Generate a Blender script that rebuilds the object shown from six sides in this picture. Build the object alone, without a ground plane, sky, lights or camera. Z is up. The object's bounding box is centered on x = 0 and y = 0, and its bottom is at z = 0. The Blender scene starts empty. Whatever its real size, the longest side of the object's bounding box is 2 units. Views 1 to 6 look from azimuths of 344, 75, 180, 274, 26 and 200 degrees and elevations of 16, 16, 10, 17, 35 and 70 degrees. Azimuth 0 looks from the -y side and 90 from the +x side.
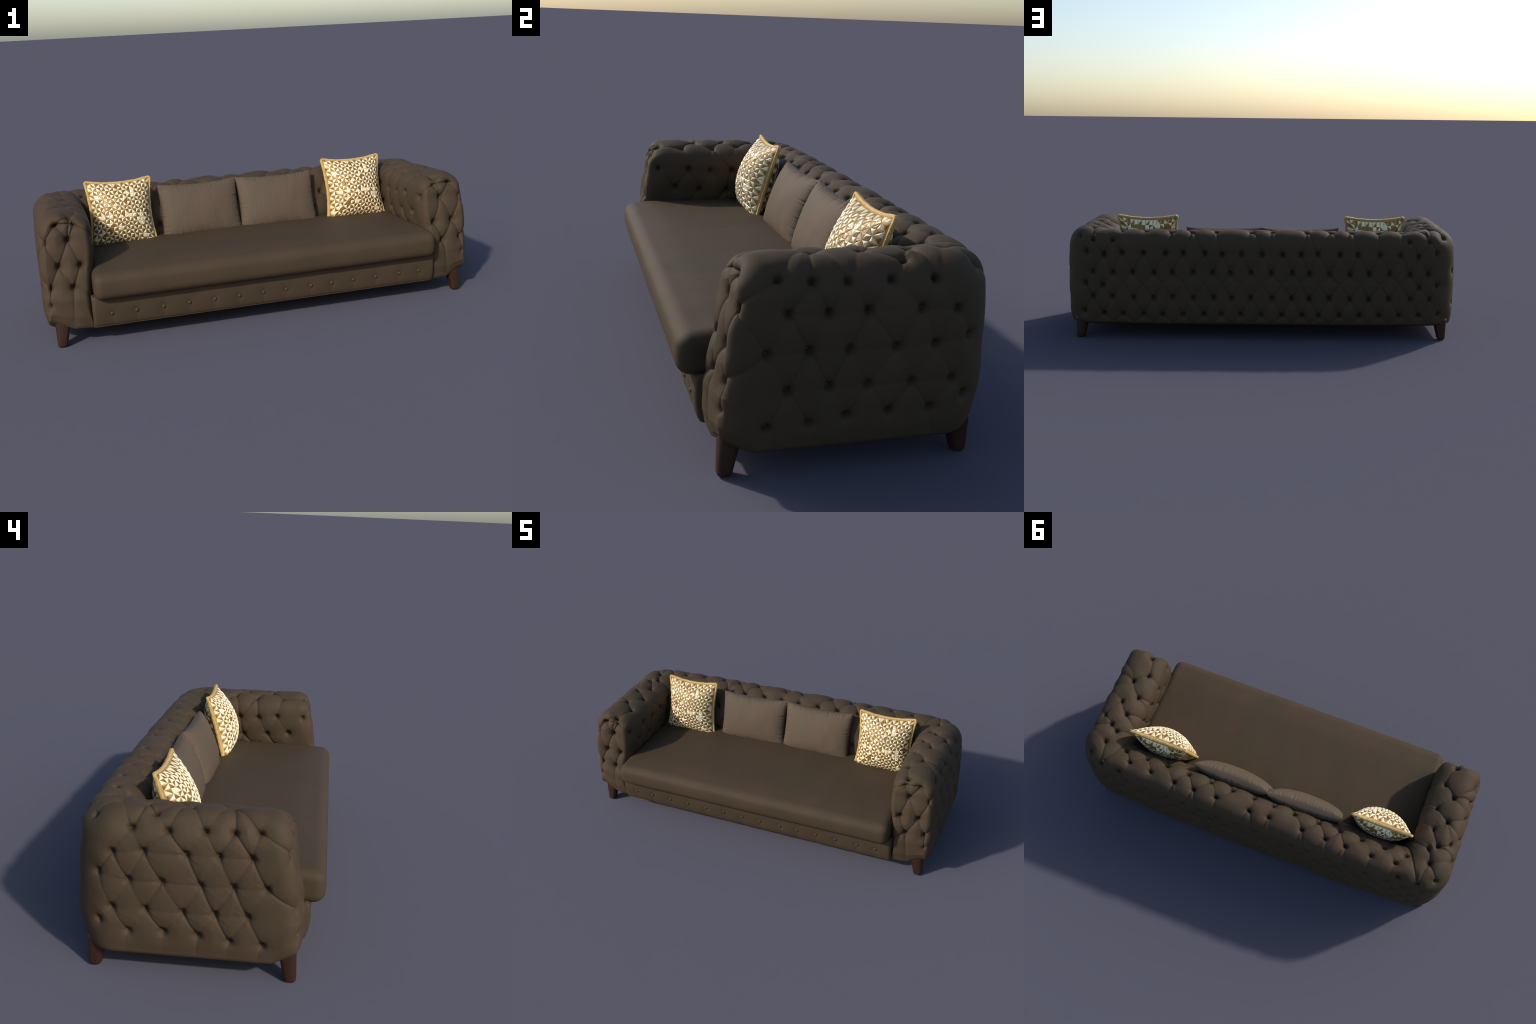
"""Deep-buttoned brown sofa with a bench seat, two metallic facet cushions and two plain cushions."""
import math
import random
import bpy
import bmesh
import numpy as np
from mathutils import Vector, Matrix, kdtree
from mathutils.bvhtree import BVHTree

random.seed(7)
RNG = np.random.default_rng(7)
SCENE = bpy.context.scene


# ------------------------------------------------------------------ helpers
def link(ob, parent=None):
    SCENE.collection.objects.link(ob)
    if parent is not None:
        ob.parent = parent
    return ob


def make_mesh(name, verts, faces, mat, smooth=True):
    me = bpy.data.meshes.new(name)
    me.from_pydata([tuple(v) for v in verts] if not isinstance(verts, np.ndarray) else verts.tolist(), [],
                   faces.tolist() if isinstance(faces, np.ndarray) else faces)
    me.materials.append(mat)
    me.polygons.foreach_set("use_smooth", [smooth] * len(me.polygons))
    me.update()
    return me


def smoothstep(a, b, x):
    t = np.clip((x - a) / (b - a), 0, 1)
    return t * t * (3 - 2 * t)


def soft_noise(p, scale, seed, octaves=2):
    """Cheap smooth noise: a sum of randomly turned sine products."""
    rng = np.random.default_rng(seed)
    out = np.zeros(len(p))
    amp = 1.0
    for _ in range(octaves):
        for _ in range(4):
            k = rng.normal(size=(3, 3))
            k /= np.linalg.norm(k, axis=1)[:, None]
            ph = rng.uniform(0, 6.28, 3)
            q = p @ (k.T * scale) + ph
            out += amp * np.sin(q[:, 0]) * np.sin(q[:, 1]) * 0.5
        scale *= 2.1
        amp *= 0.5
    return out / 2


def vertex_normals(v, tris):
    a, b, c = v[tris[:, 0]], v[tris[:, 1]], v[tris[:, 2]]
    fn = np.cross(b - a, c - a)
    n = np.zeros_like(v)
    for k in range(3):
        for ax in range(3):
            n[:, ax] += np.bincount(tris[:, k], weights=fn[:, ax], minlength=len(v))
    return n / np.maximum(np.linalg.norm(n, axis=1), 1e-12)[:, None]


# ---------------------------------------------------------------- materials
class Nodes:
    def __init__(self, name):
        self.mat = bpy.data.materials.new(name)
        self.mat.use_nodes = True
        self.t = self.mat.node_tree
        self.bsdf = self.t.nodes["Principled BSDF"]
        self.co = self.t.nodes.new("ShaderNodeTexCoord").outputs["Object"]

    def new(self, kind, **kw):
        n = self.t.nodes.new(kind)
        for k, v in kw.items():
            if k in n.inputs:
                n.inputs[k].default_value = v
            else:
                setattr(n, k, v)
        return n

    def wire(self, a, b):
        self.t.links.new(a, b)

    def mapped(self, scale=(1, 1, 1), rot=(0, 0, 0)):
        m = self.new("ShaderNodeMapping")
        m.inputs["Scale"].default_value = scale
        m.inputs["Rotation"].default_value = rot
        self.wire(self.co, m.inputs["Vector"])
        return m.outputs[0]

    def noise(self, scale, detail=3.0, vec=None, rough=0.5):
        n = self.new("ShaderNodeTexNoise", Scale=scale, Detail=detail, Roughness=rough)
        self.wire(vec or self.co, n.inputs["Vector"])
        return n.outputs["Fac"]

    def ramp(self, fac, stops):
        r = self.new("ShaderNodeValToRGB")
        els = r.color_ramp.elements
        while len(els) < len(stops):
            els.new(0.5)
        for e, (p, c) in zip(els, stops):
            e.position = p
            e.color = (*c, 1)
        self.wire(fac, r.inputs[0])
        return r.outputs["Color"]

    def mix(self, fac, a, b, mode="MIX"):
        m = self.new("ShaderNodeMix", data_type="RGBA", blend_type=mode)
        for sock, val in ((m.inputs[0], fac), (m.inputs[6], a), (m.inputs[7], b)):
            if isinstance(val, bpy.types.NodeSocket):
                self.wire(val, sock)
            else:
                sock.default_value = (*val, 1) if isinstance(val, tuple) else val
        return m.outputs[2]

    def bump(self, height, strength, dist):
        b = self.new("ShaderNodeBump", Strength=strength, Distance=dist)
        self.wire(height, b.inputs["Height"])
        self.wire(b.outputs[0], self.bsdf.inputs["Normal"])

    def finish(self, color, rough, metal=0.0, spec=0.5, sheen=0.0):
        i = self.bsdf.inputs
        if isinstance(color, bpy.types.NodeSocket):
            self.wire(color, i["Base Color"])
        else:
            i["Base Color"].default_value = (*color, 1)
        if isinstance(rough, bpy.types.NodeSocket):
            self.wire(rough, i["Roughness"])
        else:
            i["Roughness"].default_value = rough
        i["Metallic"].default_value = metal
        i["Specular IOR Level"].default_value = spec
        i["Sheen Weight"].default_value = sheen
        return self.mat


def upholstery_material(name="brown_nubuck", red_edge=True):
    n = Nodes(name)
    cloud = n.ramp(n.noise(5.0, 4.0), [(0.36, (0.0535, 0.0372, 0.0200)), (0.5, (0.0565, 0.0378, 0.0212)), (0.66, (0.0625, 0.0388, 0.0232))])
    grain = n.ramp(n.noise(420.0, 2.0), [(0.3, (0.93, 0.93, 0.93)), (0.7, (1.05, 1.05, 1.05))])
    col = n.mix(1.0, cloud, grain, "MULTIPLY")
    if not red_edge:
        return n.finish(col, 0.6, spec=0.3)
    # lighter reddish band along the very bottom edge of the frame
    sep = n.new("ShaderNodeSeparateXYZ")
    n.wire(n.co, sep.inputs[0])
    lip = n.new("ShaderNodeMapRange")
    lip.inputs["From Min"].default_value = 0.078
    lip.inputs["From Max"].default_value = 0.074
    n.wire(sep.outputs["Z"], lip.inputs["Value"])
    col = n.mix(lip.outputs[0], col, (0.080, 0.043, 0.025))
    n.bump(n.noise(600.0, 2.0), 0.12, 0.001)
    return n.finish(col, 0.72, spec=0.2)


def plain_cushion_material():
    n = Nodes("taupe_slub_weave")
    streak = n.noise(1.0, 3.0, n.mapped((260, 60, 9)))
    blot = n.noise(7.0, 3.0, n.mapped((1.6, 1, 0.7)))
    a = n.ramp(streak, [(0.3, (0.088, 0.061, 0.039)), (0.7, (0.101, 0.071, 0.046))])
    b = n.ramp(blot, [(0.38, (0.93, 0.97, 0.95)), (0.62, (1.06, 1.0, 0.98))])
    n.bump(streak, 0.15, 0.001)
    return n.finish(n.mix(1.0, a, b, "MULTIPLY"), 0.75, spec=0.3)


def cream_material():
    n = Nodes("pale_metallic_leather")
    vein = n.noise(130.0, 4.0, rough=0.7)
    col = n.ramp(vein, [(0.28, (0.66, 0.46, 0.20)), (0.42, (0.92, 0.78, 0.49)), (0.7, (0.97, 0.87, 0.62))])
    n.bump(vein, 0.25, 0.001)
    return n.finish(col, 0.34, metal=0.12, spec=0.6)


def bronze_material():
    n = Nodes("bronze_metallic_leather")
    vein = n.noise(110.0, 4.0, rough=0.7)
    col = n.ramp(vein, [(0.3, (0.19, 0.098, 0.020)), (0.6, (0.27, 0.145, 0.032)), (0.8, (0.40, 0.24, 0.070))])
    n.bump(vein, 0.25, 0.001)
    return n.finish(col, 0.42, metal=0.35, spec=0.5)


def gold_cloth_material():
    n = Nodes("gold_cloth")
    col = n.ramp(n.noise(220.0, 3.0), [(0.3, (0.36, 0.22, 0.07)), (0.7, (0.62, 0.42, 0.16))])
    return n.finish(col, 0.5, metal=0.25)


def gimp_material():
    n = Nodes("gold_gimp_braid")
    loop = n.noise(300.0, 3.0, rough=0.7)
    col = n.ramp(loop, [(0.3, (0.36, 0.21, 0.06)), (0.5, (0.56, 0.36, 0.115)), (0.75, (0.68, 0.47, 0.18))])
    n.bump(loop, 0.7, 0.003)
    return n.finish(col, 0.6, metal=0.1)


def wood_material():
    n = Nodes("walnut_stain")
    grain = n.noise(1.0, 4.0, n.mapped((120, 120, 9)), 0.6)
    col = n.ramp(grain, [(0.3, (0.025, 0.0092, 0.0041)), (0.55, (0.033, 0.0118, 0.0051)), (0.8, (0.042, 0.0155, 0.0066))])
    return n.finish(col, 0.45, spec=0.4)


FABRIC = upholstery_material()
BUTTON_FABRIC = upholstery_material("brown_button_cover", False)
TAUPE = plain_cushion_material()
CREAM = cream_material()
BRONZE = bronze_material()
GOLD = gold_cloth_material()
GIMP = gimp_material()
WOOD = wood_material()

# ------------------------------------------------------- tufted shell: form
# matching cross-sections, inner foot -> over the top -> outer foot.
# arm: (distance from the middle plane, height); back: (distance rearward, height)
ARM = [(0.795, 0.066), (0.787, 0.20), (0.770, 0.31), (0.758, 0.39), (0.755, 0.45), (0.758, 0.49), (0.772, 0.524),
       (0.806, 0.552), (0.850, 0.566), (0.900, 0.573), (0.945, 0.562), (0.977, 0.532), (0.993, 0.49), (1.000, 0.43),
       (1.002, 0.36), (1.002, 0.25), (1.001, 0.17), (0.996, 0.112), (0.986, 0.080), (0.964, 0.066)]
BACK = [(0.160, 0.072), (0.160, 0.20), (0.160, 0.31), (0.168, 0.38), (0.184, 0.435), (0.205, 0.475), (0.226, 0.513),
        (0.251, 0.542), (0.288, 0.557), (0.328, 0.562), (0.364, 0.552), (0.390, 0.528), (0.406, 0.49), (0.412, 0.43),
        (0.414, 0.36), (0.420, 0.25), (0.422, 0.17), (0.418, 0.118), (0.408, 0.089), (0.386, 0.076)]
STEP = 0.0031
NOSE, NOSE_DEPTH = 0.039, 0.064   # rounding of the arm fronts


def spline(points, counts):
    p = np.array(points)
    p = np.vstack([2 * p[0] - p[1], p, 2 * p[-1] - p[-2]])
    out = []
    for i, c in enumerate(counts):
        t = (np.arange(c) / c)[:, None]
        a, b, d, e = p[i], p[i + 1], p[i + 2], p[i + 3]
        out.append(0.5 * (2 * b + (d - a) * t + (2 * a - 5 * b + 4 * d - e) * t ** 2 + (3 * b - a - 3 * d + e) * t ** 3))
    out.append(p[-2][None])
    return np.vstack(out)


def front_plane(z):
    """How far forward the arm front stands at each height (leans out downwards)."""
    return np.interp(z, [0.07, 0.09, 0.13, 0.21, 0.27, 0.33, 0.40, 0.48, 0.56],
                     [-0.336, -0.346, -0.354, -0.354, -0.345, -0.334, -0.320, -0.308, -0.294])


def build_shell():
    seg = np.linalg.norm(np.diff(np.array(ARM), axis=0), axis=1)
    counts = np.maximum(2, np.round(seg / STEP).astype(int))
    counts[0] = 6
    arm, back = spline(ARM, counts), spline(BACK, counts)
    foot = 24                                   # closing strip under the frame
    tt = (np.arange(1, foot) / foot)[:, None]
    arm = np.vstack([arm, arm[-1] + (arm[0] - arm[-1]) * tt])
    back = np.vstack([back, back[-1] + (back[0] - back[-1]) * tt])
    m = len(arm)
    # inward direction of the arm section for the rounded nose
    tang = np.roll(arm, -1, 0) - np.roll(arm, 1, 0)
    inward = np.stack([tang[:, 1], -tang[:, 0]], 1)
    inward /= np.linalg.norm(inward, axis=1)[:, None]
    if np.mean(np.sum(inward * (np.array([0.88, 0.33]) - arm), axis=1)) < 0:
        inward = -inward
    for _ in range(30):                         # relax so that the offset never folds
        inward = (np.roll(inward, 1, 0) + inward * 2 + np.roll(inward, -1, 0)) / 4
    ease = 0.28 + 0.72 * smoothstep(0.07, 0.16, arm[:, 1])   # tighter rounding along the hem
    frac = np.clip((arm[:, 0] - 0.755) / 0.246, 0, 1)
    radius = 0.045 + 0.105 * frac               # plan radius of the corner, inner to outer
    rings = []
    n_nose = 28
    for k in range(n_nose):                     # nose: from the flat front back to the full section
        a = (k / n_nose) * math.pi / 2
        sec = arm + inward * (NOSE * ease * (1 - math.sin(a)))[:, None]
        y = front_plane(sec[:, 1]) + NOSE_DEPTH * (1 - math.cos(a))
        rings.append(np.stack([sec[:, 0], y, sec[:, 1]], 1))
    n_arm = int(0.46 / STEP)
    y0 = front_plane(arm[:, 1]) + NOSE_DEPTH
    y1 = back[:, 0] - radius
    for k in range(n_arm):
        t = k / n_arm
        rings.append(np.stack([arm[:, 0], y0 + (y1 - y0) * t, arm[:, 1]], 1))
    n_corner = 72
    for k in range(n_corner):
        a = k / n_corner * math.pi / 2
        w = smoothstep(0, 1, k / n_corner)
        rings.append(np.stack([arm[:, 0] - radius * (1 - math.cos(a)), y1 + radius * math.sin(a),
                               arm[:, 1] * (1 - w) + back[:, 1] * w], 1))
    n_back = int(0.80 / STEP)
    x1 = arm[:, 0] - radius
    for k in range(n_back + 1):
        t = k / n_back
        rings.append(np.stack([x1 * (1 - t), back[:, 0], back[:, 1]], 1))
    half = len(rings)
    rings += [r * np.array([-1, 1, 1]) for r in rings[-2::-1]]
    grid = np.array(rings)
    ns = len(grid)
    verts = grid.reshape(-1, 3)
    i, j = np.meshgrid(np.arange(ns - 1), np.arange(m), indexing="ij")
    j2 = (j + 1) % m
    quads = np.stack([i * m + j, i * m + j2, (i + 1) * m + j2, (i + 1) * m + j], -1).reshape(-1, 4)
    station = i.reshape(-1)
    # flat front caps: straight rows between matching inner and outer points
    extra, caps, cap_tag = [], [], []
    top = int(np.argmax(arm[:, 1]))
    for end, base, tag in ((0, 0, 0), (ns - 1, (ns - 1) * m, 1)):
        ring = grid[end]
        right = np.arange(top, -1, -1)
        left_len = m - top
        left = (top + np.round(np.linspace(0, left_len, len(right))).astype(int)) % m
        cols = 78
        prev = None
        for r, l in zip(right, left):
            if r == top:
                row = [base + r] * (cols + 1)
            else:
                a, b = ring[r], ring[l]
                row = [base + r]
                for c in range(1, cols):
                    q = a + (b - a) * c / cols
                    q[1] = front_plane(q[2])
                    row.append(len(verts) + len(extra))
                    extra.append(q)
                row.append(base + l)
            if prev is not None:
                for c in range(cols):
                    f = [prev[c], prev[c + 1], row[c + 1], row[c]]
                    f = list(dict.fromkeys(f))
                    if len(f) >= 3:
                        caps.append(f if tag else f[::-1])
                        cap_tag.append(tag)
                # pick up the ring points that the coarse left side skipped
                lo, hi = prev[-1] - base, row[-1] - base
                mids = []
                kk = lo
                while kk != hi and len(mids) < 8:
                    kk = (kk + 1) % m
                    if kk != hi:
                        mids.append(base + kk)
                if mids:
                    f = [prev[-1]] + mids + [row[-1]]
                    caps.append(f if tag else f[::-1])
                    cap_tag.append(tag)
            prev = row
    verts = np.vstack([verts, np.array(extra)])
    # the outside back is bowed: fullest in the middle, easing off towards the corners
    bow = smoothstep(0.40, 0.95, np.abs(verts[:, 0])) * smoothstep(0.26, 0.38, verts[:, 1])
    verts[:, 1] -= (0.010 + 0.007 * smoothstep(0.24, 0.12, verts[:, 2])) * bow
    ax, y, z = np.abs(verts[:, 0]), verts[:, 1], verts[:, 2]
    # the inner arm walls open out a little towards the front
    verts[:, 0] += np.sign(verts[:, 0]) * 0.005 * smoothstep(-0.08, -0.30, y) * smoothstep(0.86, 0.79, ax) * smoothstep(0.12, 0.30, z)
    # low down, the outer part of the arm front falls back towards the leg
    verts[:, 1] += 0.012 * smoothstep(0.82, 1.0, ax) * smoothstep(0.42, 0.25, z) * smoothstep(-0.20, -0.30, y)
    # the frame is cut up at the front outer corners where the legs stand
    ax, y, z = np.abs(verts[:, 0]), verts[:, 1], verts[:, 2]
    lift = np.clip(np.minimum((ax - 0.880) / 0.085, (-0.245 - y) / 0.09), 0, 1)
    verts[:, 2] += 0.038 * lift * np.clip(1 - (z - 0.08) / 0.12, 0, 1)
    return verts, quads, station, caps, cap_tag, ns, half, n_nose + n_arm + n_corner // 2


def triangles_of(quads, caps):
    tri = [quads[:, [0, 1, 2]], quads[:, [0, 2, 3]]]
    more = []
    for f in caps:
        for k in range(1, len(f) - 1):
            more.append((f[0], f[k], f[k + 1]))
    return np.vstack(tri + [np.array(more)])


# --------------------------------------------------- tufted shell: buttoning
def ring_row(z, arm_y, back_x, corner=()):
    """One row of buttons round the outside: arm side, corner, then the back."""
    pts = [(1.0, y, z if not isinstance(y, tuple) else 0) if not isinstance(y, tuple) else (1.0, y[0], y[1]) for y in arm_y]
    pts += [tuple(c) for c in corner]
    pts += [(x, 0.405, z + 0.008) if not isinstance(x, tuple) else (x[0], 0.405, x[1]) for x in back_x]
    return pts


ROWS = {
    "outer_a": [(0.985, -0.197, 0.530), (0.985, -0.115, 0.522), (0.985, -0.026, 0.518), (0.985, 0.089, 0.513),
                (0.985, 0.208, 0.512), (0.925, 0.335, 0.528), (0.852, 0.375, 0.515), (0.750, 0.390, 0.520)],
    "outer_b": ring_row(0.438, [-0.175, -0.073, 0.030, 0.169, (0.266, 0.430)], [0.703, 0.596, 0.485, 0.395, 0.285, 0.200, 0.104, 0.0],
                        [(0.885, 0.385, 0.453), (0.797, 0.405, 0.438)]),
    "outer_c": ring_row(0.340, [-0.225, -0.120, -0.015, 0.110, 0.214, (0.322, 0.355)], [0.750, 0.651, 0.543, 0.449, 0.345, 0.245, 0.154, 0.052],
                        [(0.848, 0.405, 0.350)]),
    "outer_d": ring_row(0.241, [-0.168, -0.062, 0.040, 0.157, 0.270], [], [(0.890, 0.385, 0.290), (0.802, 0.405, 0.282)]),
    "outer_e": ring_row(0.158, [(-0.218, 0.142), (-0.112, 0.146), (-0.013, 0.160), (0.098, 0.163), (0.216, 0.162), (0.316, 0.190)],
                        [(x, 0.220) for x in (0.755, 0.648, 0.545, 0.446, 0.343, 0.242, 0.152, 0.052)], [(0.855, 0.405, 0.221)]),
    "outer_f": [(0.900, 0.375, 0.142)] + [(x, 0.405, 0.133) for x in (0.800, 0.703, 0.600, 0.500, 0.396, 0.290, 0.206, 0.103, 0.0)],
    "cross": [(x, 0.405, 0.290) for x in (0.700, 0.603, 0.500, 0.392, 0.290, 0.200, 0.105, 0.0)],
    "hem": [(x, 0.408, 0.084) for x in (0.855, 0.755, 0.648, 0.545, 0.446, 0.343, 0.242, 0.152, 0.052)],
    "arm_hem": [(0.990, y, 0.09) for y in (-0.205, -0.10, -0.005, 0.105, 0.225)],
    "shoulder": [(0.944, 0.133, 0.560)],
    "arm_top": [(0.867, 0.264, 0.578), (0.880, 0.168, 0.580), (0.885, 0.032, 0.580), (0.876, -0.095, 0.580)],
    "arm_roll": [(0.828, 0.088, 0.570), (0.810, -0.022, 0.565), (0.812, -0.155, 0.565), (0.838, 0.195, 0.570)],
    "arm_in_a": [(0.757, 0.160, 0.465), (0.757, 0.058, 0.455), (0.757, -0.036, 0.455), (0.757, -0.133, 0.463), (0.757, -0.267, 0.466)],
    "arm_in_b": [(0.775, 0.140, 0.370), (0.775, 0.038, 0.362), (0.775, -0.082, 0.370), (0.775, -0.194, 0.378)],
    "arm_in_c": [(0.79, 0.06, 0.30), (0.79, -0.030, 0.30), (0.79, -0.134, 0.305)],
    "front_a": [(0.845, -0.262, 0.555), (0.836, -0.285, 0.523), (0.917, -0.285, 0.527)],
    "front_b": [(0.867, -0.320, 0.462), (0.966, -0.300, 0.456)],
    "front_c": [(0.829, -0.335, 0.352), (0.921, -0.335, 0.353)],
    "front_d": [(0.867, -0.350, 0.261), (0.964, -0.330, 0.265)],
    "front_e": [(0.966, -0.330, 0.190)],
    "front_edge": [(0.785, -0.320, 0.320), (0.800, -0.335, 0.215), (0.872, -0.352, 0.085)],
    "back_top": [(x, 0.338, 0.56) for x in (0.460, 0.351, 0.230, 0.050)] + [(0.712, 0.325, 0.562), (0.590, 0.335, 0.56)],
    "back_roll": [(x, 0.262, 0.540) for x in (0.755, 0.640, 0.525, 0.408, 0.290, 0.168, 0.055)],
    "back_in_a": [(x, 0.190, 0.455) for x in (0.690, 0.570, 0.452, 0.340, 0.225, 0.111, 0.0)],
    "back_in_b": [(x, 0.160, 0.374) for x in (0.630, 0.515, 0.400, 0.285, 0.168, 0.055)],
    "back_in_c": [(x, 0.150, 0.305) for x in (0.690, 0.570, 0.462, 0.340, 0.225, 0.111, 0.0)],
}
NO_BUTTON = {"cross", "hem", "arm_hem", "front_edge"}
SHALLOW = {"front_e": 0.5, "front_a": 1.15, "front_b": 1.25, "front_c": 1.25, "front_d": 1.2, "arm_top": 1.15, "back_top": 1.15}
LINKS = [("outer_b", "outer_b", 0.15), ("outer_c", "outer_c", 0.15), ("outer_d", "outer_d", 0.15), ("outer_a", "outer_b", 0.135), ("outer_b", "outer_c", 0.130), ("outer_c", "outer_d", 0.130), ("outer_c", "cross", 0.115),
         ("cross", "outer_e", 0.115), ("outer_d", "outer_e", 0.128), ("outer_e", "outer_f", 0.120), ("outer_f", "hem", 0.085),
         ("outer_e", "arm_hem", 0.10), ("shoulder", "outer_a", 0.085), ("shoulder", "arm_top", 0.12), ("arm_top", "outer_a", 0.155),
         ("arm_top", "arm_roll", 0.125), ("arm_roll", "arm_in_a", 0.150), ("arm_in_a", "arm_in_b", 0.135), ("arm_in_b", "arm_in_c", 0.11),
         ("front_a", "front_a", 0.085), ("front_a", "front_b", 0.115), ("front_b", "front_c", 0.130), ("front_c", "front_d", 0.115),
         ("front_d", "front_e", 0.09), ("front_c", "front_edge", 0.065), ("front_d", "front_edge", 0.085), ("front_b", "outer_c", 0.160),
         ("front_d", "outer_c", 0.160), ("front_d", "outer_e", 0.165), ("front_b", "outer_a", 0.135), ("front_a", "arm_roll", 0.125),
         ("front_a", "arm_in_a", 0.12), ("back_top", "outer_b", 0.155), ("back_top", "back_roll", 0.110), ("back_roll", "back_in_a", 0.140),
         ("back_in_a", "back_in_b", 0.120), ("back_in_b", "back_in_c", 0.110), ("arm_top", "shoulder", 0.13)]
PLEATS = [[(0.768, 0.225, 0.43), (0.770, 0.232, 0.50), (0.782, 0.265, 0.552), (0.808, 0.318, 0.566), (0.838, 0.362, 0.54)]]

FRONT_FOLDS = [[(0.867, -0.345, 0.261), (0.876, -0.352, 0.17), (0.882, -0.345, 0.085)]]


def tuft(verts, normals, tris):
    """Press buttons and fold lines into the padded shell."""
    bvh = BVHTree.FromPolygons(verts.tolist(), tris.tolist())

    def on_surface(p):
        return np.array(bvh.find_nearest(Vector(p))[0])

    rows = {}
    for name, pts in ROWS.items():
        both = []
        for x, y, z in pts:
            jit = np.array([random.uniform(-1, 1) for _ in range(3)]) * 0.0025
            both.append(on_surface((x + jit[0], y + jit[1], z + jit[2])))
            if x > 0.01:
                jit = np.array([random.uniform(-1, 1) for _ in range(3)]) * 0.0025
                both.append(on_surface((-x + jit[0], y + jit[1], z + jit[2])))
        rows[name] = both
    creases, weight = [], []

    def add_line(a, b, w0, bow=0.0):
        n = max(3, int(np.linalg.norm(b - a) / 0.002))
        side = np.cross(b - a, [0, 0, 1.0])
        for k in range(n + 1):
            t = k / n
            creases.append(on_surface(a + (b - a) * t + side * bow * math.sin(math.pi * t)))
            weight.append(w0)

    done = set()
    for ra, rb, reach in LINKS:
        for ia, a in enumerate(rows[ra]):
            for ib, b in enumerate(rows[rb]):
                if ra == rb and ib <= ia:
                    continue
                if a[0] * b[0] < -0.02 and ra.startswith(("arm", "front")):
                    continue
                key = tuple(sorted([(ra, ia), (rb, ib)]))
                if "front" in ra and np.linalg.norm(a - b) < 0.045:
                    continue
                if key in done or np.linalg.norm(a - b) > reach:
                    continue
                done.add(key)
                w = random.choice([1.0, 0.9, 0.7, 0.5, 0.3, 0.2])
                if max(abs(a[0]), abs(b[0])) < 0.87 and a[1] > 0.37:
                    w = max(w, random.uniform(0.75, 1.1))
                if ra == rb and ra.startswith("outer"):
                    if abs(a[0]) < 0.95 or abs(b[0]) < 0.95:
                        continue
                    w = random.uniform(0.0, 0.24)
                if "hem" in ra + rb or "front" in ra + rb:
                    w = (w * 0.6) if "hem" in ra + rb else max(w, 0.75)
                add_line(a, b, w, random.uniform(-0.35, 0.35) * 0.25)
    for path in PLEATS + FRONT_FOLDS:
        for sx in (1, -1):
            q = [np.array(p) * np.array([sx, 1, 1]) for p in path]
            for a, b in zip(q, q[1:]):
                add_line(a, b, 1.3 if path in PLEATS else 0.6)
    pits, depth = [], []
    for name, pts in rows.items():
        if name in NO_BUTTON:
            continue
        for p in pts:
            pits.append(p)
            depth.append(SHALLOW.get(name, 1.0) * random.uniform(0.85, 1.1))
    kc, kb = kdtree.KDTree(len(creases)), kdtree.KDTree(len(pits))
    for i, p in enumerate(creases):
        kc.insert(p, i)
    for i, p in enumerate(pits):
        kb.insert(p, i)
    kc.balance()
    kb.balance()
    n = len(verts)
    d, w, r, dep = np.empty(n), np.empty(n), np.empty(n), np.empty(n)
    find_c, find_b = kc.find, kb.find
    for i, p in enumerate(verts.tolist()):
        _, k, dist = find_c(p)
        d[i], w[i] = dist, weight[k]
        _, k, dist = find_b(p)
        r[i], dep[i] = dist, depth[k]
    loft = 1 + 0.65 * smoothstep(0.49, 0.53, verts[:, 2]) + 0.75 * smoothstep(-0.24, -0.29, verts[:, 1])
    h = -0.0018 - 0.0036 * loft * (0.2 + 0.8 * w) * np.exp(-(d / 0.017) ** 1.2)
    h -= (0.0024 + 0.0040 * np.exp(-r / 0.020)) * w * np.exp(-(d / 0.0039) ** 1.7)
    h -= dep * (0.0110 * (0.6 + 0.4 * loft) * np.exp(-(r / 0.024) ** 1.2) + 0.0170 * np.exp(-(r / 0.0108) ** 2.0))
    # radiating puckers round each button and soft lumps in the padding
    h += 0.0030 * loft * soft_noise(verts, 24.0, 3) * (1 - np.exp(-d / 0.02))
    h += 0.0012 * soft_noise(verts, 150.0, 5) * np.exp(-(r / 0.035) ** 2)
    calm = smoothstep(0.078, 0.10, verts[:, 2])
    out = verts + normals * (h * (0.25 + 0.75 * calm))[:, None]
    return out, pits


def part(name, parent, verts, normals, faces, mat):
    """Cut a region out of the shared shell, keeping the whole shell's normals."""
    flat = sorted({v for f in faces for v in f})
    index = {v: k for k, v in enumerate(flat)}
    me = make_mesh(name, verts[flat], [[index[v] for v in f] for f in faces], mat)
    me.normals_split_custom_set_from_vertices(normals[flat].tolist())
    return link(bpy.data.objects.new(name, me), parent)


sofa = link(bpy.data.objects.new("sofa", None))
sofa["label"] = "deep buttoned brown sofa with bench seat, wooden legs"
sofa["category"] = "sofa"

V, Q, STATION, CAPS, CAP_TAG, NS, HALF, MITRE = build_shell()
T = triangles_of(Q, CAPS)
N = vertex_normals(V, T)
probe = int(np.argmax(V[:, 0]))
if N[probe, 0] < 0:
    Q, CAPS, T, N = Q[:, ::-1], [f[::-1] for f in CAPS], T[:, ::-1], -N
V2, PITS = tuft(V, N, T)
N2 = vertex_normals(V2, T)
right = Q[STATION < MITRE].tolist() + [f for f, t in zip(CAPS, CAP_TAG) if t == 0]
left = Q[STATION >= NS - 1 - MITRE].tolist() + [f for f, t in zip(CAPS, CAP_TAG) if t == 1]
rear = Q[(STATION >= MITRE) & (STATION < NS - 1 - MITRE)].tolist()
arm_right = part("armrest", sofa, V2, N2, right, FABRIC)
arm_left = part("armrest", sofa, V2, N2, left, FABRIC)
backrest = part("backrest", sofa, V2, N2, rear, FABRIC)


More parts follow.
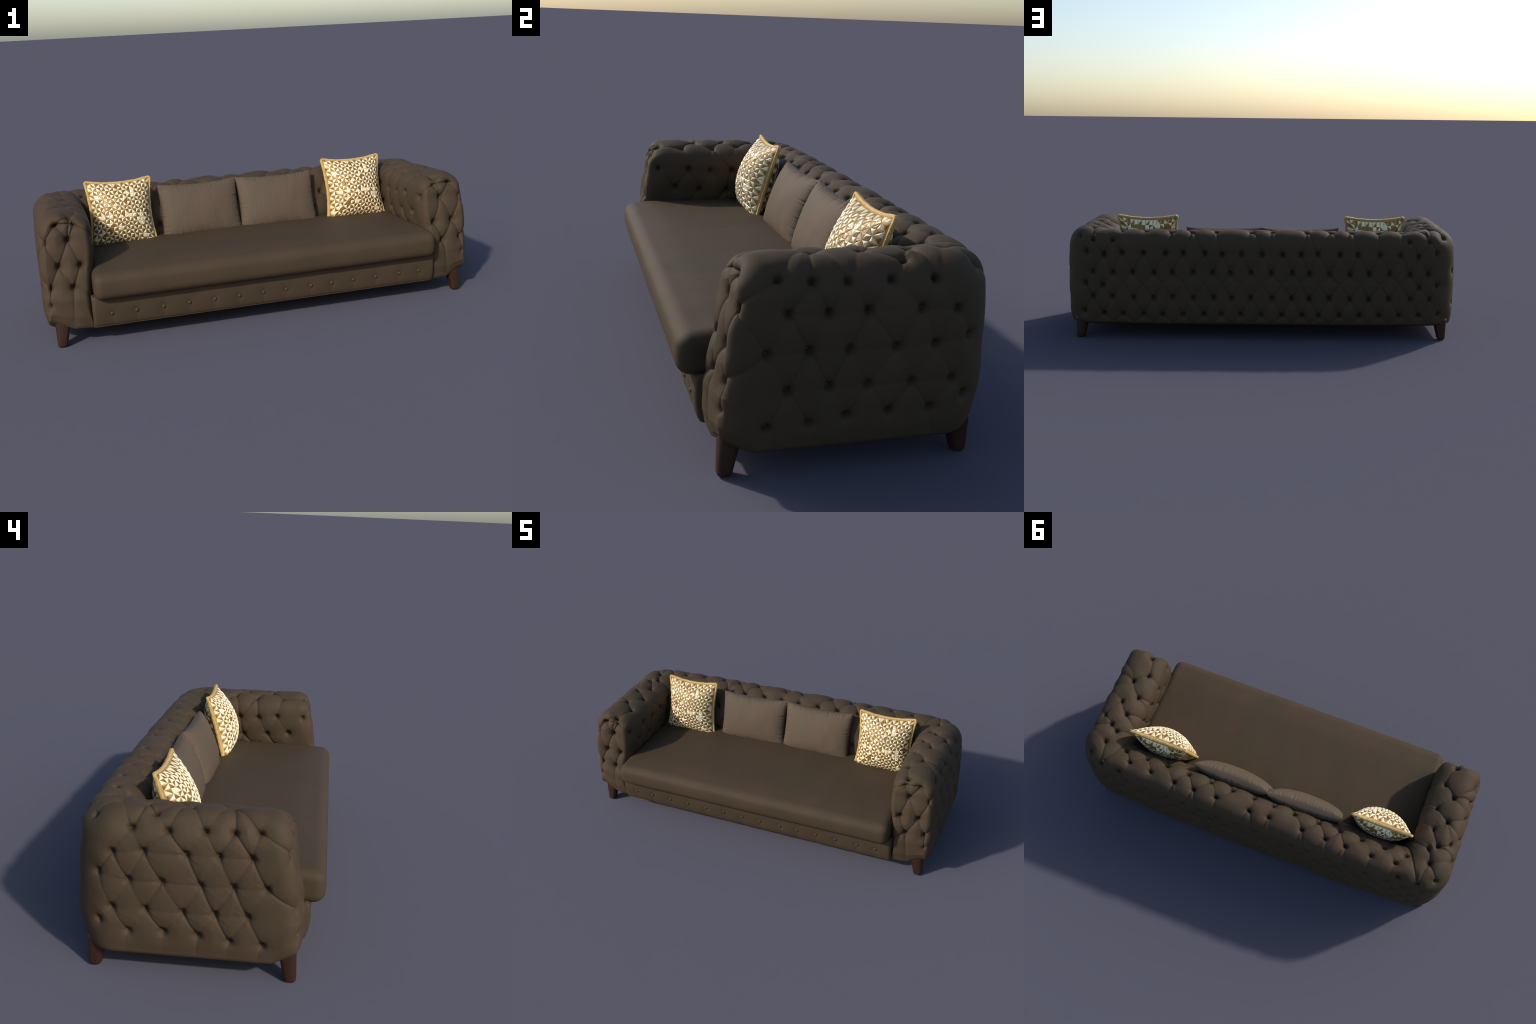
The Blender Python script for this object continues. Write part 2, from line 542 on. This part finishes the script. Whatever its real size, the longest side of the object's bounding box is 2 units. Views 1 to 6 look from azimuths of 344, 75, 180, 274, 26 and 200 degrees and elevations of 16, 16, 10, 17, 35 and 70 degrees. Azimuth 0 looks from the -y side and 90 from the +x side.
# --------------------------------------------------------- covered buttons
def button_mesh(name, radius, height, mat):
    prof = [(0.0, 1.0), (0.35, 0.95), (0.7, 0.74), (0.92, 0.42), (1.0, 0.1), (0.93, -0.35)]
    k = 14
    verts, faces = [(0, 0, height)], []
    for rr, hh in prof[1:]:
        verts += [(radius * rr * math.cos(2 * math.pi * a / k), radius * rr * math.sin(2 * math.pi * a / k), height * hh) for a in range(k)]
    for a in range(k):
        faces.append((0, 1 + a, 1 + (a + 1) % k))
    for ring in range(len(prof) - 2):
        for a in range(k):
            p, q = 1 + ring * k + a, 1 + ring * k + (a + 1) % k
            faces.append((p, p + k, q + k, q))
    return make_mesh(name, verts, faces, mat)


tuft_button = button_mesh("tufting_button", 0.0055, 0.003, BUTTON_FABRIC)
kv = kdtree.KDTree(len(V))
for i, p in enumerate(V.tolist()):
    kv.insert(p, i)
kv.balance()
for p in PITS:
    _, i, _ = kv.find(p)
    side = arm_right if p[0] > 0.80 else arm_left if p[0] < -0.80 else backrest
    if abs(p[0]) > 0.70 and p[1] < 0.2:
        side = arm_right if p[0] > 0 else arm_left
    ob = link(bpy.data.objects.new("tufting_button", tuft_button), side)
    nrm = Vector(N[i])
    ob.matrix_world = Matrix.Translation(Vector(V2[i]) + nrm * 0.0008) @ nrm.to_track_quat("Z", "Y").to_matrix().to_4x4()


# -------------------------------------------------------------- front apron
APRON_BUTTONS = [-0.722, -0.615, -0.499, -0.384, -0.271, -0.158, -0.044, 0.062, 0.180, 0.282, 0.390, 0.502, 0.620, 0.720]


def build_apron():
    prof = spline([(-0.20, 0.076), (-0.336, 0.074), (-0.353, 0.078), (-0.361, 0.098), (-0.366, 0.133), (-0.367, 0.165),
                   (-0.365, 0.194), (-0.357, 0.209), (-0.330, 0.213), (-0.20, 0.213)], [10, 6, 8, 10, 10, 10, 8, 8, 10])
    xs = np.linspace(-0.802, 0.802, 420)
    x, k = np.meshgrid(xs, np.arange(len(prof)), indexing="ij")
    y, z = prof[k, 0], prof[k, 1]
    front = smoothstep(-0.30, -0.345, y)
    end = np.exp(-(0.802 - np.abs(x)) / 0.006)
    y = y + 0.010 * end * front
    for b in APRON_BUTTONS:
        dx = np.abs(x - b)
        dip = np.exp(-(np.hypot(dx, z - 0.133) / 0.019) ** 1.4)
        seam = np.exp(-(dx / 0.0035) ** 1.3) * smoothstep(0.130, 0.105, z) + 0.35 * np.exp(-(dx / 0.004) ** 1.3) * smoothstep(0.14, 0.17, z)
        soft = np.exp(-(dx / 0.022) ** 1.5)
        y = y + front * (0.0048 * dip + 0.0012 * seam + 0.0010 * soft * smoothstep(0.15, 0.1, z))
    v = np.stack([x, y, z], -1).reshape(-1, 3)
    v[:, 1] += 0.0012 * soft_noise(v, 22.0, 12)
    m = len(prof)
    i, j = np.meshgrid(np.arange(len(xs) - 1), np.arange(m - 1), indexing="ij")
    f = np.stack([i * m + j, (i + 1) * m + j, (i + 1) * m + j + 1, i * m + j + 1], -1).reshape(-1, 4)
    n = vertex_normals(v, np.vstack([f[:, :3], f[:, [0, 2, 3]]]))
    if n[np.argmin(v[:, 1]), 1] > 0:
        f = f[:, ::-1]
    # close the box behind and at the ends
    faces = f.tolist()
    ends = [list(range(m)), list(range((len(xs) - 1) * m, len(xs) * m))[::-1]]
    return make_mesh("front_rail", v, faces + ends, FABRIC)


rail = link(bpy.data.objects.new("front_rail", build_apron()), sofa)
stud = button_mesh("rail_button", 0.0082, 0.0052, BUTTON_FABRIC)
for b in APRON_BUTTONS:
    ob = link(bpy.data.objects.new("rail_button", stud), rail)
    ob.location = (b + random.uniform(-1, 1) * 0.0008, -0.3625, 0.133 + random.uniform(-1, 1) * 0.0008)
    ob.rotation_euler = (math.radians(90 + random.uniform(-6, 6)), 0, random.uniform(-0.15, 0.15))


def build_underside():
    pts = [(-0.95, 0.30), (-0.88, 0.37), (0.88, 0.37), (0.95, 0.30), (0.95, -0.25), (0.86, -0.33), (-0.86, -0.33), (-0.95, -0.25)]
    n = len(pts)
    v = [(x, y, 0.078) for x, y in pts] + [(x, y, 0.10) for x, y in pts]
    f = [list(range(n)), list(range(2 * n - 1, n - 1, -1))] + [[(i + 1) % n, i, n + i, n + (i + 1) % n] for i in range(n)]
    return make_mesh("underside_panel", v, f, FABRIC, smooth=False)


link(bpy.data.objects.new("underside_panel", build_underside()), sofa)


# ------------------------------------------------------------- seat cushion
def rounded_block(lo, hi, r, step):
    """Closed grid over a box, drawn onto a rounded box."""
    lo, hi = np.array(lo), np.array(hi)
    bm = bmesh.new()
    dims = hi - lo
    cnt = np.maximum(4, np.round(dims / step).astype(int))
    seen = {}

    def vert(i, j, k):
        key = (i, j, k)
        if key not in seen:
            seen[key] = bm.verts.new(lo + dims * np.array(key) / cnt)
        return seen[key]

    for axis in range(3):
        a, b = (axis + 1) % 3, (axis + 2) % 3
        for side in (0, cnt[axis]):
            for i in range(cnt[a]):
                for j in range(cnt[b]):
                    q = []
                    for di, dj in ((0, 0), (1, 0), (1, 1), (0, 1)):
                        idx = [0, 0, 0]
                        idx[axis], idx[a], idx[b] = int(side), i + di, j + dj
                        q.append(vert(*idx))
                    bm.faces.new(q if side else q[::-1])
    p = np.array([v.co for v in bm.verts])
    core = np.clip(p, lo + r, hi - r)
    # even out the grid near the edges so that the rounding is well sampled
    off = p - core
    length = np.linalg.norm(off, axis=1)
    p = core + off * (r / np.maximum(length, 1e-9))[:, None]
    faces = [[v.index for v in f.verts] for f in bm.faces] if not bm.verts.index_update() else None
    bm.free()
    return p, faces


def build_seat():
    lo, hi = (-0.790, -0.405, 0.199), (0.792, 0.190, 0.326)
    p, f = rounded_block(lo, hi, 0.036, 0.009)
    x, y, z = p.T
    u, v = x / 0.792, (y + 0.109) / 0.299
    dome = np.clip(1 - u ** 4, 0, 1) * np.clip(1 - np.abs(v) ** 3.0, 0, 1)
    top = smoothstep(0.25, 0.325, z)
    p[:, 2] += 0.010 * dome * top
    belly = smoothstep(-0.30, -0.40, y) * np.clip(1 - ((z - 0.26) / 0.066) ** 2, 0, 1)
    p[:, 1] -= belly * 0.009
    roll = smoothstep(-0.27, -0.40, y) * top                     # worn, softened front edge
    p[:, 2] -= 0.007 * roll
    p[:, 2] += 0.0016 * top * soft_noise(p, 9.0, 21) + 0.0011 * top * soft_noise(p * np.array([1.5, 0.4, 1]), 24.0, 22)
    p[:, 1] += 0.0012 * smoothstep(-0.30, -0.38, y) * soft_noise(p, 12.0, 23)
    return make_mesh("seat_cushion", p, f, FABRIC)


link(bpy.data.objects.new("seat_cushion", build_seat()), sofa)


# --------------------------------------------------------------------- legs
def build_leg(top, foot, z_top):
    """Square tapered leg with softened arrises; top and foot are (x0, x1, y0, y1)."""
    rings = [(0.0, 0.80), (0.002, 0.9), (0.006, 0.98), (0.011, 1.0)] + [(z_top * t, 1.0) for t in np.linspace(0.15, 1, 9)]
    verts, faces, per = [], [], 6
    for z, grow in rings:
        t = z / z_top
        x0, x1, y0, y1 = [f + (a - f) * t ** 1.05 for a, f in zip(top, foot)]
        cx, cy, hx, hy = (x0 + x1) / 2, (y0 + y1) / 2, (x1 - x0) / 2 * grow, (y1 - y0) / 2 * grow
        rad = 0.66 * min(hx, hy)
        for q in range(4):
            sx, sy = ((1, 1), (-1, 1), (-1, -1), (1, -1))[q]
            for k in range(per):
                a = math.radians(90 * q + 90 * k / (per - 1))
                verts.append((cx + sx * (hx - rad) + rad * math.cos(a), cy + sy * (hy - rad) + rad * math.sin(a), z))
    n = 4 * per
    for r in range(len(rings) - 1):
        for k in range(n):
            a, b = r * n + k, r * n + (k + 1) % n
            faces.append((a, b, b + n, a + n))
    faces += [list(range(n))[::-1], list(range((len(rings) - 1) * n, len(rings) * n))]
    return verts, faces


for sx in (1, -1):
    for top, foot, h in (((0.889, 0.962, -0.328, -0.264), (0.919, 0.960, -0.334, -0.294), 0.125),
                         ((0.886, 0.958, 0.292, 0.362), (0.912, 0.952, 0.318, 0.359), 0.110)):
        vs, fs = build_leg(top, foot, h)
        if sx < 0:
            vs = [(-x, y, z) for x, y, z in vs]
            fs = [tuple(f)[::-1] for f in fs]
        link(bpy.data.objects.new("leg", make_mesh("leg", vs, fs, WOOD)), sofa)


# ----------------------------------------------------------------- cushions
class Pillow:
    """A stuffed square: pinched edges, corners drawn out, domed faces."""

    def __init__(self, w_top, w_foot, h, front, rear, sag_x, sag_z, low=0.0, full=0.45, blend=0.7):
        self.full, self.blend = full, blend
        self.w_top, self.w_foot, self.h, self.front, self.rear = w_top, w_foot, h, front, rear
        self.sag_x, self.sag_z, self.low = sag_x, sag_z, low

    def outline(self, u, v):
        w = self.w_foot + (self.w_top - self.w_foot) * (v + 1) / 2
        x = u * (w / 2 - self.sag_x * (1 - v ** 2))
        z = v * (self.h / 2 - self.sag_z * (1 - u ** 2))
        return x, z

    def dome(self, u, v, rear=False):
        vv = v + self.low * (1 - v * v)
        t = np.clip((1 - u ** 2) * (1 - vv ** 2), 0, 1)
        t = self.blend * t ** self.full + (1 - self.blend) * t ** 0.85
        return (self.rear if rear else -self.front) * t

    def point(self, u, v, rear=False, lift=0.0):
        x, z = self.outline(u, v)
        y = self.dome(u, v, rear) + (lift if rear else -lift)
        return np.stack([x, y, z], -1)


def place(ob, centre, tilt, spin=0.0, roll=0.0):
    ob.matrix_world = Matrix.Translation(Vector(centre)) @ Matrix.Rotation(spin, 4, "Z") @ Matrix.Rotation(-tilt, 4, "X") @ Matrix.Rotation(roll, 4, "Y")


def grid_faces(nu, nv, flip, base=0):
    i, j = np.meshgrid(np.arange(nu - 1), np.arange(nv - 1), indexing="ij")
    f = np.stack([i * nv + j, (i + 1) * nv + j, (i + 1) * nv + j + 1, i * nv + j + 1], -1).reshape(-1, 4) + base
    return f[:, ::-1] if flip else f


def eased(n, power=0.5):
    t = np.linspace(-1, 1, n)
    return np.sin(t * math.pi / 2) * power + t * (1 - power)


def build_plain_cushion(seed):
    p = Pillow(0.400, 0.400, 0.276, 0.060, 0.054, 0.009, 0.013, 0.0, 0.30, 0.85)
    nu, nv = 190, 130
    u, v = np.meshgrid(eased(nu, 0.75), eased(nv, 0.75), indexing="ij")
    rng = np.random.default_rng(seed)
    verts, faces = [], []
    for rear in (False, True):
        s = p.point(u, v, rear)
        sign = 1 if rear else -1
        gather = np.zeros_like(u)
        # gathers that run in from each seam and die out
        for along, across, length in ((u, 1 - v, 0.30), (u, 1 + v, 0.34), (v, 1 - u, 0.26), (v, 1 + u, 0.26)):
            reach = length * (0.6 + 0.5 * np.sin(along * 5 + rng.uniform(0, 6)) ** 2)
            ripple = np.zeros_like(u)
            for k in range(26):
                c, wdt, a = rng.uniform(-0.93, 0.93), rng.uniform(0.008, 0.026), rng.uniform(0.3, 1.0)
                ripple -= a * np.exp(-((along - c) / wdt) ** 2)
            gather += ripple * np.exp(-(across / reach) ** 1.3 * 3) * np.clip(across / 0.03, 0, 1)
        s[..., 1] += sign * 0.0048 * gather
        s[..., 1] += sign * 0.0016 * soft_noise(s.reshape(-1, 3), 38.0, seed + rear).reshape(u.shape) * (1 - u ** 2) * (1 - v ** 2)
        verts.append(s.reshape(-1, 3))
        faces.append(grid_faces(nu, nv, rear, rear * nu * nv))
    vv = np.vstack(verts)
    me = make_mesh("plain_cushion", vv, np.vstack(faces), TAUPE)
    bm = bmesh.new()
    bm.from_mesh(me)
    bmesh.ops.remove_doubles(bm, verts=bm.verts, dist=0.00005)
    bmesh.ops.recalc_face_normals(bm, faces=bm.faces)
    bm.to_mesh(me)
    bm.free()
    return me


for k, (cx, seed) in enumerate(((-0.198, 31), (0.197, 32))):
    ob = link(bpy.data.objects.new("plain_cushion", build_plain_cushion(seed)))
    ob["label"] = "plain taupe rectangular cushion with gathered seams"
    ob["category"] = "cushion"
    place(ob, (cx, 0.172 - 0.003 * k, 0.429), math.radians(19.7), 0.02 * (1 - 2 * k))


FACET = Pillow(0.306, 0.312, 0.320, 0.084, 0.068, 0.017, 0.017, 0.04)
CELLS = 15


def facet_pieces(rear, rng):
    """Pinwheel triangles of pale and bronze leather, each a small raised wedge."""
    pale, dark = ([], []), ([], [])

    def add(store, tri, lift, peak):
        vs, fs = store
        tri = np.array(tri)
        mid = tri.mean(0)
        inset = mid + (tri - mid) * 0.93
        crown = mid + (tri - mid) * 0.66
        b = len(vs)
        edge = np.clip(1 - np.abs(mid).max(), 0, 1)
        scale = 0.45 + 0.55 * min(1, edge / 0.2)
        for q, l in ((inset, -0.0015), (inset, lift * 0.55 * scale), (crown, lift * scale), (mid[None], (lift + peak) * scale)):
            pts = FACET.point(q[:, 0], q[:, 1], rear, l)
            vs.extend(pts.tolist())
        n = len(tri)
        for r in range(2):
            for k in range(n):
                k2 = (k + 1) % n
                fs.append((b + r * n + k, b + r * n + k2, b + (r + 1) * n + k2, b + (r + 1) * n + k))
        for k in range(n):
            fs.append((b + 2 * n + k, b + 2 * n + (k + 1) % n, b + 3 * n))

    lim = 0.982
    lines = np.linspace(-lim, lim, CELLS + 1)
    gu = {}
    for i in range(CELLS + 1):
        for j in range(CELLS + 1):
            jit = rng.uniform(-1, 1, 2) * 0.010 * (0 < i < CELLS) * (0 < j < CELLS)
            gu[i, j] = np.array([lines[i], lines[j]]) + jit
    for i in range(CELLS):
        for j in range(CELLS):
            c00, c10, c11, c01 = gu[i, j], gu[i + 1, j], gu[i + 1, j + 1], gu[i, j + 1]
            even = (i + j) % 2 == 0
            whole = rng.random() < (0.55 if rear else 0.02)
            if whole:
                pieces = [([c00, c10, c11, c01], even)]
            elif even:
                pieces = [([c00, c10, c11], i % 2 == 0), ([c00, c11, c01], i % 2 == 1)]
            else:
                pieces = [([c10, c11, c01], i % 2 == 1), ([c00, c10, c01], i % 2 == 0)]
            flip = rng.random()
            for tri, light in pieces:
                if flip < (0.06 if rear else 0.035):
                    light = not light
                elif flip > 0.955:
                    light = True
                if light:
                    add(pale, tri, 0.0030 * (0.5 if rear else 1), rng.uniform(0.0006, 0.0024) * (0.3 if rear else 1))
                else:
                    add(dark, tri, 0.0013 * (0.6 if rear else 1), rng.uniform(-0.0006, 0.0012) * (0.3 if rear else 1))
    return pale, dark


def build_cover():
    nu = 90
    u, v = np.meshgrid(eased(nu, 0.7), eased(nu, 0.7), indexing="ij")
    vs = np.vstack([FACET.point(u, v, r).reshape(-1, 3) for r in (False, True)])
    fs = np.vstack([grid_faces(nu, nu, r, r * nu * nu) for r in (False, True)])
    me = make_mesh("cushion_cover", vs, fs, GOLD)
    bm = bmesh.new()
    bm.from_mesh(me)
    bmesh.ops.remove_doubles(bm, verts=bm.verts, dist=0.00005)
    bmesh.ops.recalc_face_normals(bm, faces=bm.faces)
    bm.to_mesh(me)
    bm.free()
    return me


def build_braid():
    """Flat gimp braid sewn round the edge: a rectangular band with a looped, nubbly surface."""
    path = []
    for side in range(4):
        for t in np.linspace(-1, 1, 150, endpoint=False):
            u, v = ((t, 1), (1, -t), (-t, -1), (-1, t))[side]
            path.append(FACET.outline(np.array(u), np.array(v)))
    path = np.array(path, dtype=float)
    for _ in range(14):                                   # round the corners
        path = (np.roll(path, 1, 0) + 2 * path + np.roll(path, -1, 0)) / 4
    tang = np.roll(path, -1, 0) - np.roll(path, 1, 0)
    tang /= np.linalg.norm(tang, axis=1)[:, None]
    out = np.stack([-tang[:, 1], tang[:, 0]], 1)
    if np.mean(np.sum(out * path, 1)) < 0:
        out = -out
    sec = []
    for a in np.linspace(0, 2 * math.pi, 20, endpoint=False):  # soft rectangle, 10 mm tall, 13 mm across
        ca, sa = math.cos(a), math.sin(a)
        k = (abs(ca) ** 4 + abs(sa) ** 4) ** -0.25
        sec.append((0.0056 * ca * k + 0.0030, 0.0068 * sa * k))
    m, n = len(sec), len(path)
    v = np.empty((n, m, 3))
    for k, (o, y) in enumerate(sec):
        v[:, k, 0] = path[:, 0] + out[:, 0] * o
        v[:, k, 2] = path[:, 1] + out[:, 1] * o
        v[:, k, 1] = y
    flat = v.reshape(-1, 3)
    ctr = np.repeat(np.stack([path[:, 0], np.zeros(n), path[:, 1]], 1), m, 0)
    rad = flat - ctr
    rad /= np.maximum(np.linalg.norm(rad, axis=1), 1e-6)[:, None]
    flat += rad * (0.0010 * soft_noise(flat, 420.0, 41) + 0.0013 * soft_noise(flat, 110.0, 42))[:, None]
    i, j = np.meshgrid(np.arange(n), np.arange(m), indexing="ij")
    i2, j2 = (i + 1) % n, (j + 1) % m
    f = np.stack([i * m + j, i2 * m + j, i2 * m + j2, i * m + j2], -1).reshape(-1, 4)
    me = make_mesh("braid_trim", flat, f, GIMP)
    bm = bmesh.new()
    bm.from_mesh(me)
    bmesh.ops.recalc_face_normals(bm, faces=bm.faces)
    bm.to_mesh(me)
    bm.free()
    return me


def joined(stores, name, mat):
    vs, fs = [], []
    for v, f in stores:
        b = len(vs)
        vs += v
        fs += [tuple(k + b for k in q) for q in f]
    me = make_mesh(name, vs, fs, mat, smooth=False)
    bm = bmesh.new()
    bm.from_mesh(me)
    bmesh.ops.recalc_face_normals(bm, faces=bm.faces)
    # open-bottomed wedges: make each one point away from the cushion
    bm.normal_update()
    for f in bm.faces:
        c = f.calc_center_median()
        want = Vector((c.x * 1.2, c.y * 3.0, c.z * 1.2))
        if len(f.verts) == 3 and f.normal.dot(want) < 0:
            f.normal_flip()
    bm.to_mesh(me)
    bm.free()
    return me


prng = np.random.default_rng(52)
pale_f, dark_f = facet_pieces(False, prng)
pale_r, dark_r = facet_pieces(True, prng)
COVER, BRAID = build_cover(), build_braid()
PALE = joined((pale_f, pale_r), "pale_facet", CREAM)
DARK = joined((dark_f, dark_r), "bronze_facet", BRONZE)
for cx, lean in ((-0.590, 0.004), (0.603, 0.0)):
    root = link(bpy.data.objects.new("facet_cushion", COVER))
    root["label"] = "square cushion of gold and cream pinwheel facets, braided edge"
    root["category"] = "cushion"
    place(root, (cx, 0.138, 0.456), math.radians(16.0), 0.0, lean)
    for nm, me in (("braid_trim", BRAID), ("pale_facet", PALE), ("bronze_facet", DARK)):
        ob = link(bpy.data.objects.new(nm, me), root)
        if nm != "braid_trim":
            ob["kind"] = "stuff"
bpy.context.view_layer.update()
